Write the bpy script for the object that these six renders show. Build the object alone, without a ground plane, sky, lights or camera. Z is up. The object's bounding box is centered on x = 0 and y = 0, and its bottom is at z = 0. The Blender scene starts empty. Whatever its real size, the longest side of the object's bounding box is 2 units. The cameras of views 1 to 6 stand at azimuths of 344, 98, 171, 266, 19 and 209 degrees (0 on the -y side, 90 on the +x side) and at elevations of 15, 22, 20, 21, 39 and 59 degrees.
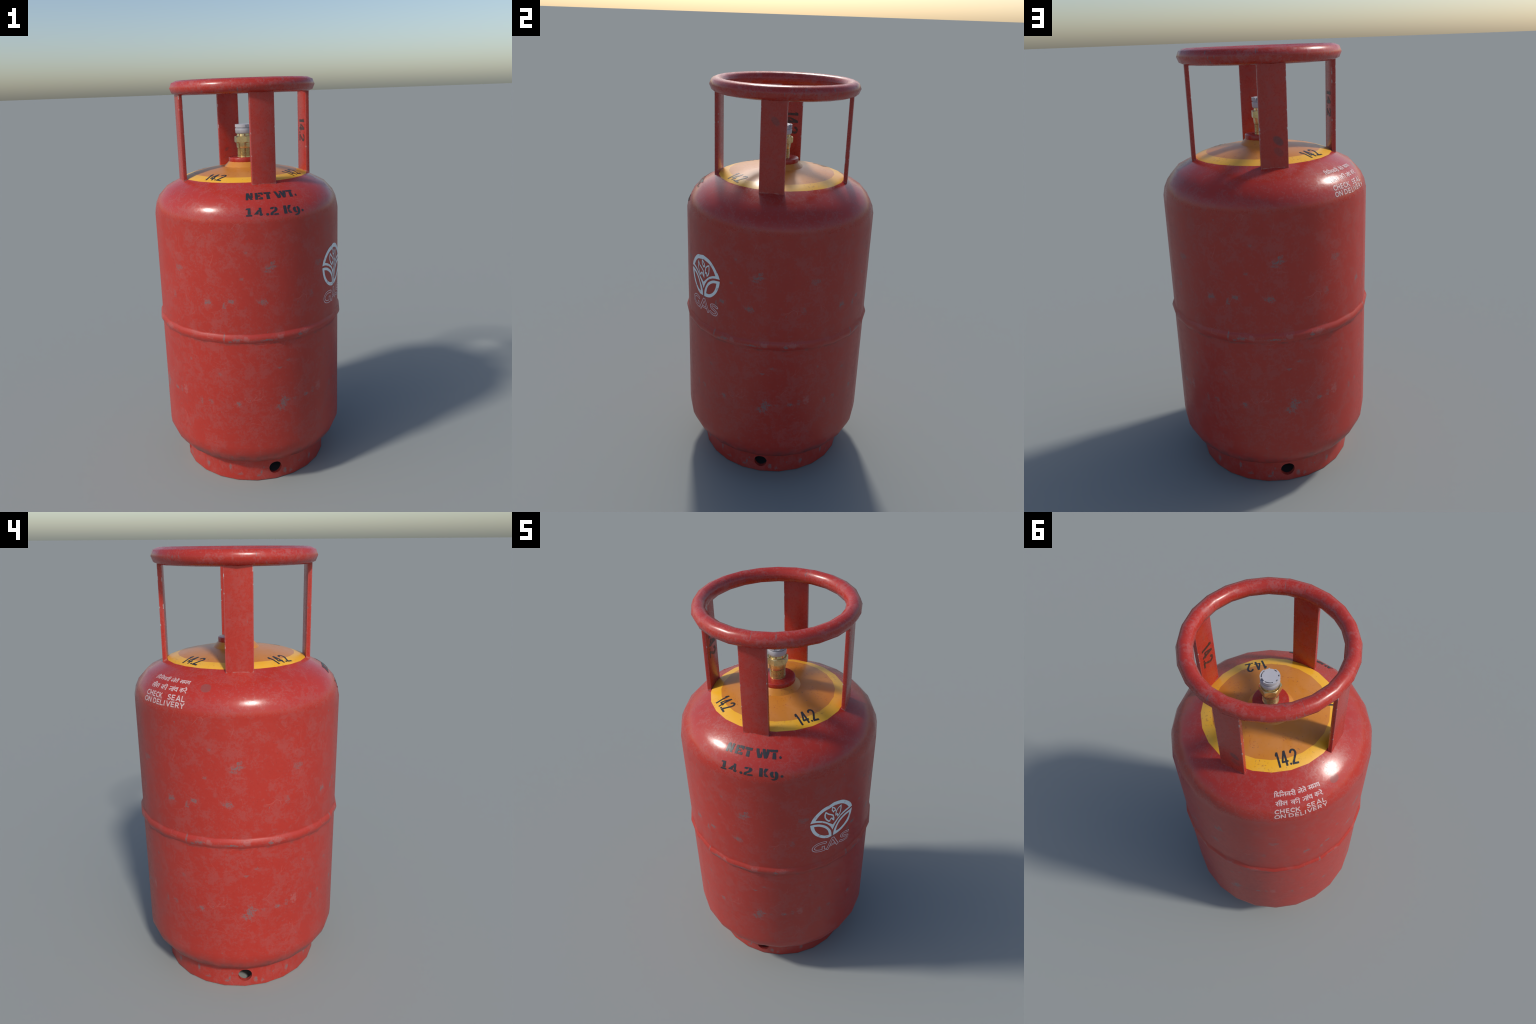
import bpy, bmesh, math, random
from math import pi, sin, cos, radians, hypot, atan2
from mathutils import Vector, Matrix

random.seed(7)
SEG = 24                      # the tank is a 24 sided lathe, one corner every 15 degrees
STEP = 2 * pi / SEG

# ------------------------------------------------------------------ profile of the tank
# (radius, height) from the underside up to the cone below the collar
UNDER = [(0.001, 0.070), (0.300, 0.088), (0.385, 0.114), (0.430, 0.143), (0.4555, 0.181)]
WALL = [(0.4555, 0.181), (0.4675, 0.213), (0.470, 0.246), (0.470, 0.797), (0.4728, 0.8025), (0.4785, 0.8130),
        (0.4806, 0.8235), (0.4782, 0.8340), (0.4735, 0.8420), (0.470, 0.8490), (0.470, 1.371), (0.462, 1.409),
        (0.4455, 1.444), (0.402, 1.491), (0.3125, 1.535)]
BAND = [(0.3125, 1.535), (0.2625, 1.5525)]
DOME = [(0.2625, 1.5525), (0.185, 1.5690), (0.1045, 1.579)]
CONE = [(0.1045, 1.579), (0.080, 1.603)]
TOP = WALL + BAND[1:] + DOME[1:]          # everything that carries lettering
FULL = UNDER + WALL[1:] + BAND[1:] + DOME[1:]

# ------------------------------------------------------------------ small helpers
def new_object(name, mesh, parent=None, mats=()):
    ob = bpy.data.objects.new(name, mesh)
    bpy.context.scene.collection.objects.link(ob)
    for m in mats:
        mesh.materials.append(m)
    if parent:
        ob.parent = parent
    return ob

def mesh_from(name, verts, faces, smooth=True):
    me = bpy.data.meshes.new(name)
    me.from_pydata([tuple(v) for v in verts], [], faces)
    me.update()
    for p in me.polygons:
        p.use_smooth = smooth
    return me

def profile_normals(prof):
    """outward unit normal (radial, vertical) at each profile point, mean of its two segments weighted by length"""
    segs = []
    for (r0, z0), (r1, z1) in zip(prof[:-1], prof[1:]):
        l = hypot(r1 - r0, z1 - z0)
        segs.append(((z1 - z0) / l, -(r1 - r0) / l, l))
    out = []
    for i in range(len(prof)):
        a = segs[max(0, i - 1)]
        b = segs[min(len(segs) - 1, i)]
        x, y = a[0] * a[2] + b[0] * b[2], a[1] * a[2] + b[1] * b[2]
        l = hypot(x, y)
        out.append((x / l, y / l))
    return out

def lathe(name, prof, seg=SEG, normals=None, parent=None, mats=(), phase=0.0, smooth=True):
    verts, faces, vn = [], [], []
    for i, (r, z) in enumerate(prof):
        for k in range(seg):
            a = k * 2 * pi / seg + phase
            verts.append((r * cos(a), r * sin(a), z))
            if normals:
                n = normals[i]
                vn.append((n[0] * cos(a), n[0] * sin(a), n[1]))
    for i in range(len(prof) - 1):
        for k in range(seg):
            k2 = (k + 1) % seg
            faces.append((i * seg + k, i * seg + k2, (i + 1) * seg + k2, (i + 1) * seg + k))
    me = mesh_from(name, verts, faces, smooth)
    if normals:
        me.normals_split_custom_set_from_vertices(vn)
    return new_object(name, me, parent, mats)

def sharp_lathe(name, prof, seg, parent=None, mats=(), angle=32, close=True, phase=0.0):
    """lathe whose edges sharper than `angle` stay crisp"""
    bm = bmesh.new()
    rings = []
    for r, z in prof:
        if r < 1e-6:
            rings.append([bm.verts.new((0, 0, z))])
        else:
            rings.append([bm.verts.new((r * cos(k * 2 * pi / seg + phase), r * sin(k * 2 * pi / seg + phase), z)) for k in range(seg)])
    for a, b in zip(rings[:-1], rings[1:]):
        for k in range(seg):
            k2 = (k + 1) % seg
            f = [a[k % len(a)], a[k2 % len(a)], b[k2 % len(b)], b[k % len(b)]]
            u = []
            for v in f:
                if v not in u:
                    u.append(v)
            if len(u) > 2:
                bm.faces.new(u)
    me = bpy.data.meshes.new(name)
    finish(bm, me, angle)
    return new_object(name, me, parent, mats)

def finish(bm, me, angle=32):
    bm.normal_update()
    for f in bm.faces:
        f.smooth = True
    for e in bm.edges:
        if len(e.link_faces) == 2 and e.calc_face_angle(0) > radians(angle):
            e.smooth = False
    bm.to_mesh(me)
    bm.free()
    me.update()

# ------------------------------------------------------------------ node helpers
class Nodes:
    def __init__(self, name):
        self.mat = bpy.data.materials.new(name)
        self.mat.use_nodes = True
        self.t = self.mat.node_tree
        self.t.nodes.clear()
        self.out = self.t.nodes.new('ShaderNodeOutputMaterial')
        self.bsdf = self.t.nodes.new('ShaderNodeBsdfPrincipled')
        self.t.links.new(self.bsdf.outputs[0], self.out.inputs[0])

    def link(self, val, sock):
        if isinstance(val, bpy.types.NodeSocket):
            self.t.links.new(val, sock)
        else:
            if hasattr(sock.default_value, '__len__'):
                val = tuple(val)
                if len(sock.default_value) == 4 and len(val) == 3:
                    val = val + (1.0,)
            sock.default_value = val

    def math(self, op, a, b=0.0, c=None, clamp=False):
        n = self.t.nodes.new('ShaderNodeMath')
        n.operation = op
        n.use_clamp = clamp
        self.link(a, n.inputs[0])
        self.link(b, n.inputs[1])
        if c is not None:
            self.link(c, n.inputs[2])
        return n.outputs[0]

    def position(self):
        n = self.t.nodes.new('ShaderNodeNewGeometry')
        return n.outputs['Position']

    def local(self):
        return self.t.nodes.new('ShaderNodeTexCoord').outputs['Object']

    def split(self, v):
        n = self.t.nodes.new('ShaderNodeSeparateXYZ')
        self.link(v, n.inputs[0])
        return n.outputs

    def join(self, x, y, z):
        n = self.t.nodes.new('ShaderNodeCombineXYZ')
        for s, v in zip(n.inputs, (x, y, z)):
            self.link(v, s)
        return n.outputs[0]

    def vscale(self, v, s):
        n = self.t.nodes.new('ShaderNodeVectorMath')
        n.operation = 'MULTIPLY'
        self.link(v, n.inputs[0])
        n.inputs[1].default_value = s
        return n.outputs[0]

    def vadd(self, v, s):
        n = self.t.nodes.new('ShaderNodeVectorMath')
        n.operation = 'ADD'
        self.link(v, n.inputs[0])
        self.link(s, n.inputs[1])
        return n.outputs[0]

    def noise(self, v, scale, detail=4.0, rough=0.55, dist=0.0, color=False):
        n = self.t.nodes.new('ShaderNodeTexNoise')
        self.link(v, n.inputs['Vector'])
        n.inputs['Scale'].default_value = scale
        n.inputs['Detail'].default_value = detail
        n.inputs['Roughness'].default_value = rough
        n.inputs['Distortion'].default_value = dist
        return n.outputs['Color' if color else 'Fac']

    def voronoi_edge(self, v, scale):
        n = self.t.nodes.new('ShaderNodeTexVoronoi')
        n.feature = 'DISTANCE_TO_EDGE'
        self.link(v, n.inputs['Vector'])
        n.inputs['Scale'].default_value = scale
        return n.outputs['Distance']

    def ramp(self, f, lo, hi):
        """0 below lo, 1 above hi, smooth between (lo may exceed hi)"""
        n = self.t.nodes.new('ShaderNodeMapRange')
        n.interpolation_type = 'SMOOTHSTEP'
        self.link(f, n.inputs['Value'])
        if lo < hi:
            n.inputs['From Min'].default_value, n.inputs['From Max'].default_value = lo, hi
        else:
            n.inputs['From Min'].default_value, n.inputs['From Max'].default_value = hi, lo
            n.inputs['To Min'].default_value, n.inputs['To Max'].default_value = 1.0, 0.0
        return n.outputs['Result']

    def mix(self, f, a, b, mode='MIX'):
        n = self.t.nodes.new('ShaderNodeMix')
        n.data_type = 'RGBA'
        n.blend_type = mode
        self.link(f, n.inputs[0])
        self.link(a, n.inputs[6])
        self.link(b, n.inputs[7])
        return n.outputs[2]

    def mixf(self, f, a, b):
        n = self.t.nodes.new('ShaderNodeMix')
        self.link(f, n.inputs[0])
        self.link(a, n.inputs[2])
        self.link(b, n.inputs[3])
        return n.outputs[0]

    def bump(self, h, strength, dist=0.002, normal=None):
        n = self.t.nodes.new('ShaderNodeBump')
        n.inputs['Strength'].default_value = strength
        n.inputs['Distance'].default_value = dist
        self.link(h, n.inputs['Height'])
        if normal is not None:
            self.link(normal, n.inputs['Normal'])
        return n.outputs[0]

    def put(self, **kw):
        for k, v in kw.items():
            self.link(v, self.bsdf.inputs[k.replace('_', ' ')])

    def dist2(self, p, c, size):
        """ellipsoidal distance of p from c"""
        n = self.t.nodes.new('ShaderNodeVectorMath')
        n.operation = 'SUBTRACT'
        self.link(p, n.inputs[0])
        n.inputs[1].default_value = c
        m = self.t.nodes.new('ShaderNodeVectorMath')
        m.operation = 'DIVIDE'
        self.link(n.outputs[0], m.inputs[0])
        m.inputs[1].default_value = size
        l = self.t.nodes.new('ShaderNodeVectorMath')
        l.operation = 'LENGTH'
        self.link(m.outputs[0], l.inputs[0])
        return l.outputs['Value']

RED = (0.402, 0.0290, 0.0180)
RED_FADED = (0.378, 0.0500, 0.0400)
GREY_CHIP = (0.150, 0.128, 0.128)
QUARTER = 0.4675 / 4

def quarter_coords(n, flat=False):
    """position in which the wear pattern repeats four times round the tank, seamlessly"""
    x, y, z = n.split(n.position())
    a4 = n.math('MULTIPLY', n.math('ARCTAN2', y, x), 4.0)
    radius = n.math('SQRT', n.math('ADD', n.math('MULTIPLY', x, x), n.math('MULTIPLY', y, y)))
    along = n.math('ADD', z, n.math('MULTIPLY', n.math('MAXIMUM', n.math('SUBTRACT', 0.47, radius), 0.0), 0.9))
    return n.join(n.math('MULTIPLY', n.math('COSINE', a4), QUARTER),
                  n.math('MULTIPLY', n.math('SINE', a4), QUARTER), z if flat else along), z

def quarter_point(deg, z):
    a = radians(deg) * 4
    return (QUARTER * cos(a), QUARTER * sin(a), z)

def paint_layers(n, v, patch_lo=0.465, patch_hi=0.575, base=RED, faded=RED_FADED, scale=1.0):
    """worn enamel: large faded blotches, fine mottling, hair scratches"""
    big = n.noise(v, 15 * scale, 8, 0.74, 0.30)
    fine = n.noise(v, 85 * scale, 5, 0.75)
    f = n.math('ADD', n.math('MULTIPLY', big, 0.58), n.math('MULTIPLY', fine, 0.42))
    patch = n.ramp(f, patch_lo, patch_hi)
    col = n.mix(patch, base, faded)
    dark = n.ramp(n.noise(v, 130 * scale, 3, 0.6), 0.60, 0.72)
    col = n.mix(n.math('MULTIPLY', dark, 0.35), col, (0.22, 0.020, 0.016))
    tone = n.noise(v, 3.2, 2, 0.5)
    col = n.mix(1.0, col, n.mix(tone, (0.90, 0.90, 0.90), (1.08, 1.06, 1.06)), 'MULTIPLY')
    # hair scratches
    w = n.vadd(v, n.vscale(n.noise(v, 5, 2, 0.5, color=True), (0.10, 0.10, 0.10)))
    lines = n.ramp(n.voronoi_edge(w, 11 * scale), 0.012, 0.002)
    lines = n.math('MULTIPLY', lines, n.ramp(n.noise(v, 14, 2, 0.5), 0.52, 0.64))
    col = n.mix(n.math('MULTIPLY', lines, 0.28), col, (0.46, 0.14, 0.12))
    return col, patch, fine

# wear marks on the tank wall, angle within one quarter turn, height, half sizes, kind
GREY_MARKS = [(2.6, 0.478, 0.012, 0.024), (0.0, 0.460, 0.008, 0.008), (5.2, 0.492, 0.010, 0.007), (18.5, 0.490, 0.008, 0.007), (66.0, 0.487, 0.009, 0.009),
              (82.3, 1.006, 0.013, 0.009), (60.0, 0.988, 0.006, 0.010), (49.6, 1.002, 0.011, 0.008), (64.0, 1.012, 0.010, 0.007),
              (87.3, 1.168, 0.015, 0.006), (85.6, 1.154, 0.011, 0.006), (88.0, 1.190, 0.008, 0.005),
              (59.2, 0.829, 0.003, 0.014), (63.0, 0.812, 0.006, 0.004), (66.3, 0.821, 0.013, 0.006), (84.0, 0.817, 0.030, 0.003), (13.9, 0.822, 0.008, 0.007)]
FAINT_MARKS = [(10.5, 0.488, 0.007, 0.006), (48.3, 0.488, 0.009, 0.010), (41.5, 0.480, 0.007, 0.014), (24.0, 0.502, 0.008, 0.014), (6.8, 0.700, 0.006, 0.005), (24.0, 1.008, 0.009, 0.012),
               (73.2, 1.242, 0.007, 0.005), (35.0, 0.691, 0.005, 0.005), (30.0, 1.150, 0.018, 0.010), (55.0, 0.640, 0.008, 0.006), (70.0, 1.120, 0.006, 0.006)]
PALE_MARKS = [(18.0, 0.826, 0.016, 0.009), (1.6, 0.828, 0.011, 0.007), (72.0, 0.826, 0.013, 0.008), (28.5, 0.510, 0.010, 0.016)]
SKIRT_MARKS = [(78.5, 0.045, 0.004, 0.012), (76.5, 0.028, 0.008, 0.005), (62.0, 0.036, 0.008, 0.006), (8.0, 0.032, 0.007, 0.010), (13.0, 0.020, 0.007, 0.006), (33.0, 0.05, 0.008, 0.010), (54.0, 0.07, 0.006, 0.010)]

def marks(n, v, items, wob, lo, hi):
    total = None
    for deg, z, sa, sz in items:
        d = n.dist2(v, quarter_point(deg, z), (sa, sa, sz))
        total = d if total is None else n.math('MINIMUM', total, d)
    d = n.math('ADD', n.math('MULTIPLY', total, 0.62), wob)
    return n.ramp(d, hi, lo)

def red_tank_material(name, skirt=False):
    n = Nodes(name)
    v, z = quarter_coords(n, skirt)
    col, patch, fine = paint_layers(n, v)
    rag = n.noise(v, 80, 6, 0.74)
    wob = n.math('MULTIPLY', n.math('SUBTRACT', rag, 0.5), 4.4)
    pale = marks(n, v, SKIRT_MARKS[3:] if skirt else PALE_MARKS, n.math('MULTIPLY', wob, 0.8), 0.6, 1.1)
    col = n.mix(n.math('MULTIPLY', pale, 0.60), col, (0.37, 0.105, 0.095))
    grey = marks(n, v, SKIRT_MARKS if skirt else GREY_MARKS, wob, 0.45, 1.15)
    halo = marks(n, v, SKIRT_MARKS if skirt else GREY_MARKS, n.math('MULTIPLY', wob, 1.3), 0.7, 1.7)
    col = n.mix(n.math('MULTIPLY', halo, 0.30), col, (0.34, 0.085, 0.078))
    torn = n.ramp(n.noise(v, 130, 5, 0.7), 0.38, 0.56)
    grey = n.math('MULTIPLY', grey, torn)
    if not skirt:
        faint = n.math('MULTIPLY', marks(n, v, FAINT_MARKS, wob, 0.45, 1.15), torn)
        grey = n.math('MAXIMUM', grey, n.math('MULTIPLY', faint, 0.55))
    # sparse pin chips
    pins = n.ramp(n.noise(v, 38, 1.5, 0.5), 0.745, 0.775)
    chip = n.math('MAXIMUM', n.math('MULTIPLY', grey, 0.80), n.math('MULTIPLY', pins, 0.42))
    col = n.mix(chip, col, GREY_CHIP)
    # darker lines low on the wall and under the bead
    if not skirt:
        dark_lines = n.math('MAXIMUM', n.ramp(n.math('ABSOLUTE', n.math('SUBTRACT', z, 0.797)), 0.010, 0.001), n.ramp(z, 0.205, 0.180))
        dark_lines = n.math('MULTIPLY', dark_lines, n.ramp(n.noise(v, 24, 4, 0.6), 0.35, 0.7))
        col = n.mix(n.math('MULTIPLY', dark_lines, 0.55), col, (0.10, 0.045, 0.04))
        # bead crest: fresh red
        # one dull grey thumb print on the shoulder
        print_mark = n.ramp(n.dist2(n.position(), (0.410 * cos(radians(160.3)), 0.410 * sin(radians(160.3)), 1.4785), (0.0240, 0.0240, 0.0190)), 1.05, 0.8)
        col = n.mix(n.math('MULTIPLY', print_mark, 0.5), col, (0.15, 0.085, 0.078))
    else:
        x, y, zz = n.split(n.position())
        foot = n.math('MULTIPLY', n.ramp(z, 0.012, 0.0), n.ramp(rag, 0.4, 0.6))
        col = n.mix(n.math('MULTIPLY', foot, 0.6), col, (0.16, 0.06, 0.05))
    n.put(Base_Color=col)
    rough = n.mixf(patch, 0.215, 0.295)
    rough = n.math('ADD', rough, n.math('MULTIPLY', n.math('SUBTRACT', n.noise(v, 55, 5, 0.75), 0.5), 0.22))
    rough = n.math('ADD', rough, n.math('MULTIPLY', n.ramp(z, 1.41, 1.33), 0.17))
    n.put(Roughness=rough)
    h = n.math('ADD', n.math('MULTIPLY', fine, 0.5), n.math('MULTIPLY', chip, -0.8))
    n.put(Normal=n.bump(h, 0.16, 0.0012))
    return n.mat

def red_handle_material(name, patch_lo, patch_hi, edge_wear=False, scale=1.3):
    n = Nodes(name)
    v = n.position()
    col, patch, fine = paint_layers(n, v, patch_lo, patch_hi, faded=(0.385, 0.072, 0.063) if not edge_wear else RED_FADED, scale=scale)
    pins = n.ramp(n.noise(v, 42, 2, 0.5), 0.73, 0.77)
    chip = n.math('MULTIPLY', pins, 0.5)
    if edge_wear:
        lx, ly, lz = n.split(n.local())
        ay = n.math('ABSOLUTE', ly)
        rag = n.math('MULTIPLY', n.math('SUBTRACT', n.noise(v, 160, 3, 0.6), 0.5), 0.006)
        d_side = n.math('SUBTRACT', 0.0575, ay)
        d_in = n.math('SUBTRACT', lx, 0.310)
        d_out = n.math('SUBTRACT', 0.3288, lx)
        d_edge = n.math('MAXIMUM', d_side, n.math('MINIMUM', d_in, d_out))
        edge = n.ramp(n.math('ADD', d_edge, rag), 0.0036, 0.0012)
        soft = n.math('MULTIPLY', n.ramp(d_edge, 0.0055, 0.0005), 0.5)
        where = n.ramp(n.noise(n.vadd(n.vscale(v, (9, 9, 30)), (3.1, 0.4, 1.7)), 1.0, 3, 0.6), 0.585, 0.64)
        col = n.mix(soft, col, (0.44, 0.10, 0.09))  # thin highlight along the leg edges, painted in as a paler pink
        col = n.mix(n.math('MULTIPLY', n.math('MULTIPLY', edge, where), 0.9), col, (0.46, 0.44, 0.43))
        weld = n.math('MULTIPLY', n.ramp(n.math('ABSOLUTE', n.math('SUBTRACT', lz, n.math('SUBTRACT', 1.5345, n.math('MULTIPLY', n.math('SUBTRACT', lx, 0.312), 0.49)))), 0.0042, 0.0015), n.ramp(n.noise(v, 60, 3, 0.6), 0.40, 0.58))
        col = n.mix(n.math('MULTIPLY', weld, 0.6), col, (0.44, 0.20, 0.18))
        for c, s in (((0.3288, 0.0073, 1.849), (0.022, 0.0215, 0.0195)), ((-0.0173, 0.3288, 1.636), (0.024, 0.024, 0.0205)), ((-0.0184, 0.3288, 1.591), (0.023, 0.023, 0.0185))):
            # oval soot prints, tilted by shearing height against width
            px, py, pz = n.split(v)
            side = py if abs(c[0]) > 0.2 else n.math('MULTIPLY', px, -1.0)
            c0 = c[1] if abs(c[0]) > 0.2 else -c[0]
            zz = n.math('ADD', pz, n.math('MULTIPLY', n.math('SUBTRACT', side, c0), 0.45))
            m = n.ramp(n.dist2(n.join(px, py, zz), c, s), 1.05, 0.70)
            strength = 0.40 if c[2] > 1.7 else (0.62 if c[2] > 1.6 else 0.34)
            col = n.mix(n.math('MULTIPLY', m, strength), col, (0.075, 0.05, 0.052))
    else:
        # short nicks running across the tube
        x, y, z = n.split(v)
        ang = n.math('ARCTAN2', y, x)
        st = n.join(n.math('MULTIPLY', ang, 42.0), n.math('MULTIPLY', z, 22.0), n.math('MULTIPLY', n.math('ABSOLUTE', x), 6.0))
        nick = n.ramp(n.noise(st, 1.0, 2, 0.55), 0.67, 0.72)
        chip = n.math('MAXIMUM', chip, n.math('MULTIPLY', nick, 0.6))
    col = n.mix(chip, col, GREY_CHIP)
    n.put(Base_Color=col)
    rough = n.mixf(patch, 0.27, 0.38)
    rough = n.math('ADD', rough, n.math('MULTIPLY', n.math('SUBTRACT', n.noise(v, 60, 4, 0.7), 0.5), 0.14))
    n.put(Roughness=rough, Normal=n.bump(fine, 0.08, 0.001))
    return n.mat

def yellow_material(name, base, alt, fleck):
    n = Nodes(name)
    v = n.position()
    big = n.noise(v, 10, 5, 0.65, 0.3)
    col = n.mix(n.ramp(big, 0.40, 0.66), base, alt)
    cluster = n.ramp(n.noise(v, 9, 3, 0.6), 0.46, 0.66)
    spots = n.math('MULTIPLY', n.ramp(n.noise(v, 100, 3, 0.65), 0.575, 0.645), cluster)
    col = n.mix(n.math('MULTIPLY', spots, 0.75), col, fleck)
    dark = n.ramp(n.noise(n.vadd(v, (5, 2, 1)), 75, 2, 0.55), 0.69, 0.73)
    col = n.mix(n.math('MULTIPLY', dark, 0.55), col, (0.12, 0.085, 0.06))
    n.put(Base_Color=col)
    n.put(Roughness=n.math('ADD', 0.26, n.math('MULTIPLY', n.noise(v, 40, 4, 0.7), 0.16)))
    n.put(Normal=n.bump(n.noise(v, 90, 3, 0.6), 0.06, 0.001))
    return n.mat

def ink_material(name, ink, wear_to, wear_lo, wear_hi, strength=0.8, rough=0.42):
    n = Nodes(name)
    v = n.position()
    worn = n.ramp(n.noise(v, 55, 5, 0.7), wear_lo, wear_hi)
    col = n.mix(n.math('MULTIPLY', worn, strength), ink, wear_to)
    n.put(Base_Color=col, Roughness=rough)
    return n.mat

def brass_material(name, thread=False):
    n = Nodes(name)
    v = n.position()
    tarn = n.ramp(n.noise(v, 45, 3, 0.55), 0.40, 0.66)
    col = n.mix(tarn, (0.78, 0.60, 0.28), (0.62, 0.45, 0.20))
    spots = n.ramp(n.noise(v, 170, 2, 0.5), 0.68, 0.73)
    col = n.mix(n.math('MULTIPLY', spots, 0.7), col, (0.12, 0.09, 0.07))
    n.put(Base_Color=col, Metallic=0.75, Roughness=n.mixf(tarn, 0.20, 0.32))
    return n.mat

def plain(name, col, rough, metallic=0.0):
    n = Nodes(name)
    v = n.position()
    c = n.mix(n.math('MULTIPLY', n.ramp(n.noise(v, 45, 4, 0.6), 0.4, 0.7), 0.25), col, tuple(x * 0.85 for x in col))
    n.put(Base_Color=c, Roughness=rough, Metallic=metallic)
    return n.mat

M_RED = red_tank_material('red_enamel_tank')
M_SKIRT = red_tank_material('red_enamel_foot', skirt=True)
M_RING = red_handle_material('red_enamel_ring', 0.485, 0.585)
M_LEG = red_handle_material('red_enamel_leg', 0.47, 0.62, edge_wear=True)
M_COLLAR = red_handle_material('red_enamel_collar', 0.52, 0.66)
M_YELLOW = yellow_material('yellow_paint', (0.80, 0.40, 0.018), (0.80, 0.42, 0.045), (0.40, 0.14, 0.04))
M_ORANGE = yellow_material('orange_paint', (0.55, 0.195, 0.020), (0.56, 0.215, 0.045), (0.36, 0.07, 0.03))
M_CONE = yellow_material('orange_paint_neck', (0.58, 0.225, 0.020), (0.57, 0.215, 0.035), (0.42, 0.05, 0.03))
M_BRASS = brass_material('brass')
M_CAP = plain('grey_plastic', (0.47, 0.47, 0.50), 0.45)
M_STENCIL = ink_material('black_stencil_ink', (0.022, 0.024, 0.030), (0.14, 0.028, 0.026), 0.54, 0.76, 0.65, 0.36)
M_MARKER = ink_material('black_label_ink', (0.020, 0.021, 0.027), (0.05, 0.035, 0.03), 0.55, 0.75, 0.5, 0.40)
M_LEGINK = ink_material('faded_black_ink', (0.034, 0.023, 0.022), (0.18, 0.03, 0.024), 0.44, 0.66, 0.8, 0.42)
M_WHITE = ink_material('pale_lettering_ink', (0.60, 0.41, 0.40), (0.50, 0.20, 0.19), 0.52, 0.72, 0.7, 0.40)
M_LOGO = ink_material('white_emblem_ink', (0.74, 0.77, 0.78), (0.50, 0.30, 0.29), 0.58, 0.68, 0.8, 0.45)
M_OUTLINE = ink_material('thin_outline_ink', (0.70, 0.46, 0.47), (0.55, 0.25, 0.24), 0.50, 0.70, 0.6, 0.45)

# ------------------------------------------------------------------ the tank
tank = bpy.data.objects.new('gas_cylinder', None)
bpy.context.scene.collection.objects.link(tank)
tank['label'] = 'worn red steel gas cylinder with guard ring, brass valve and yellow top'
tank['category'] = 'gas cylinder'

nf = profile_normals(FULL)
i0 = len(UNDER) - 1
i1 = i0 + len(WALL) - 1
i2 = i1 + len(BAND) - 1
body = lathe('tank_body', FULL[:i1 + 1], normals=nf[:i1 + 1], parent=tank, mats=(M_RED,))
band = lathe('yellow_band', FULL[i1:i2 + 1], normals=nf[i1:i2 + 1], parent=tank, mats=(M_YELLOW,))
dome = lathe('orange_dome', FULL[i2:], normals=nf[i2:-1] + [profile_normals(DOME)[-1]], parent=tank, mats=(M_ORANGE,))
cone = lathe('neck_cone', CONE, normals=profile_normals(CONE), parent=tank, mats=(M_CONE,))
collar = sharp_lathe('collar', [(0.030, 1.600), (0.0790, 1.600), (0.0805, 1.6035), (0.0805, 1.6200), (0.0795, 1.6222), (0.0775, 1.6230), (0.030, 1.6230)], 48, tank, (M_COLLAR,), 50)

# ------------------------------------------------------------------ foot ring with four drain holes
def build_skirt():
    ro, ri, z0, z1 = 0.381, 0.362, 0.0, 0.132
    bm = bmesh.new()
    rings = []
    for r, z in ((ro, z0), (ro, z1), (ri, z1), (ri, z0)):
        rings.append([bm.verts.new((r * cos(k * STEP), r * sin(k * STEP), z)) for k in range(SEG)])
    for i in range(4):
        a, b = rings[i], rings[(i + 1) % 4]
        for k in range(SEG):
            k2 = (k + 1) % SEG
            bm.faces.new((a[k], a[k2], b[k2], b[k]))
    bm.normal_update()
    me = bpy.data.meshes.new('foot_ring')
    bm.to_mesh(me)
    bm.free()
    ob = new_object('foot_ring', me, tank, (M_SKIRT,))
    cutters = []
    for q in range(4):
        bmc = bmesh.new()
        bmesh.ops.create_cone(bmc, cap_ends=True, segments=20, radius1=0.0335, radius2=0.0335, depth=0.12,
                              matrix=Matrix.Rotation(q * pi / 2, 4, 'Z') @ Matrix.Translation((0.372, 0, 0.0628)) @ Matrix.Rotation(pi / 2, 4, 'Y'))
        mc = bpy.data.meshes.new('cutter')
        bmc.to_mesh(mc)
        bmc.free()
        c = new_object('cutter', mc)
        cutters.append(c)
        m = ob.modifiers.new('hole', 'BOOLEAN')
        m.operation = 'DIFFERENCE'
        m.solver = 'EXACT'
        m.object = c
    bpy.context.view_layer.update()
    deps = bpy.context.evaluated_depsgraph_get()
    done = bpy.data.meshes.new_from_object(ob.evaluated_get(deps))
    ob.modifiers.clear()
    ob.data = done
    done.name = 'foot_ring'
    for c in cutters:
        bpy.data.objects.remove(c)
    # smooth round the wall, crisp at the rims and in the holes
    loops = [None] * len(done.loops)
    for p in done.polygons:
        p.use_smooth = True
        cx, cy, cz = p.center
        radial = Vector((cx, cy, 0)).normalized()
        k = p.normal.dot(radial)
        for li in p.loop_indices:
            co = done.vertices[done.loops[li].vertex_index].co
            rr = Vector((co.x, co.y, 0)).normalized()
            if abs(p.normal.z) > 0.9:
                nn = p.normal
            elif k > 0.95:
                nn = rr
            elif k < -0.95:
                nn = -rr
            else:
                nn = p.normal
            loops[li] = tuple(nn)
    done.normals_split_custom_set(loops)
    return ob

skirt = build_skirt()

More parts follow.
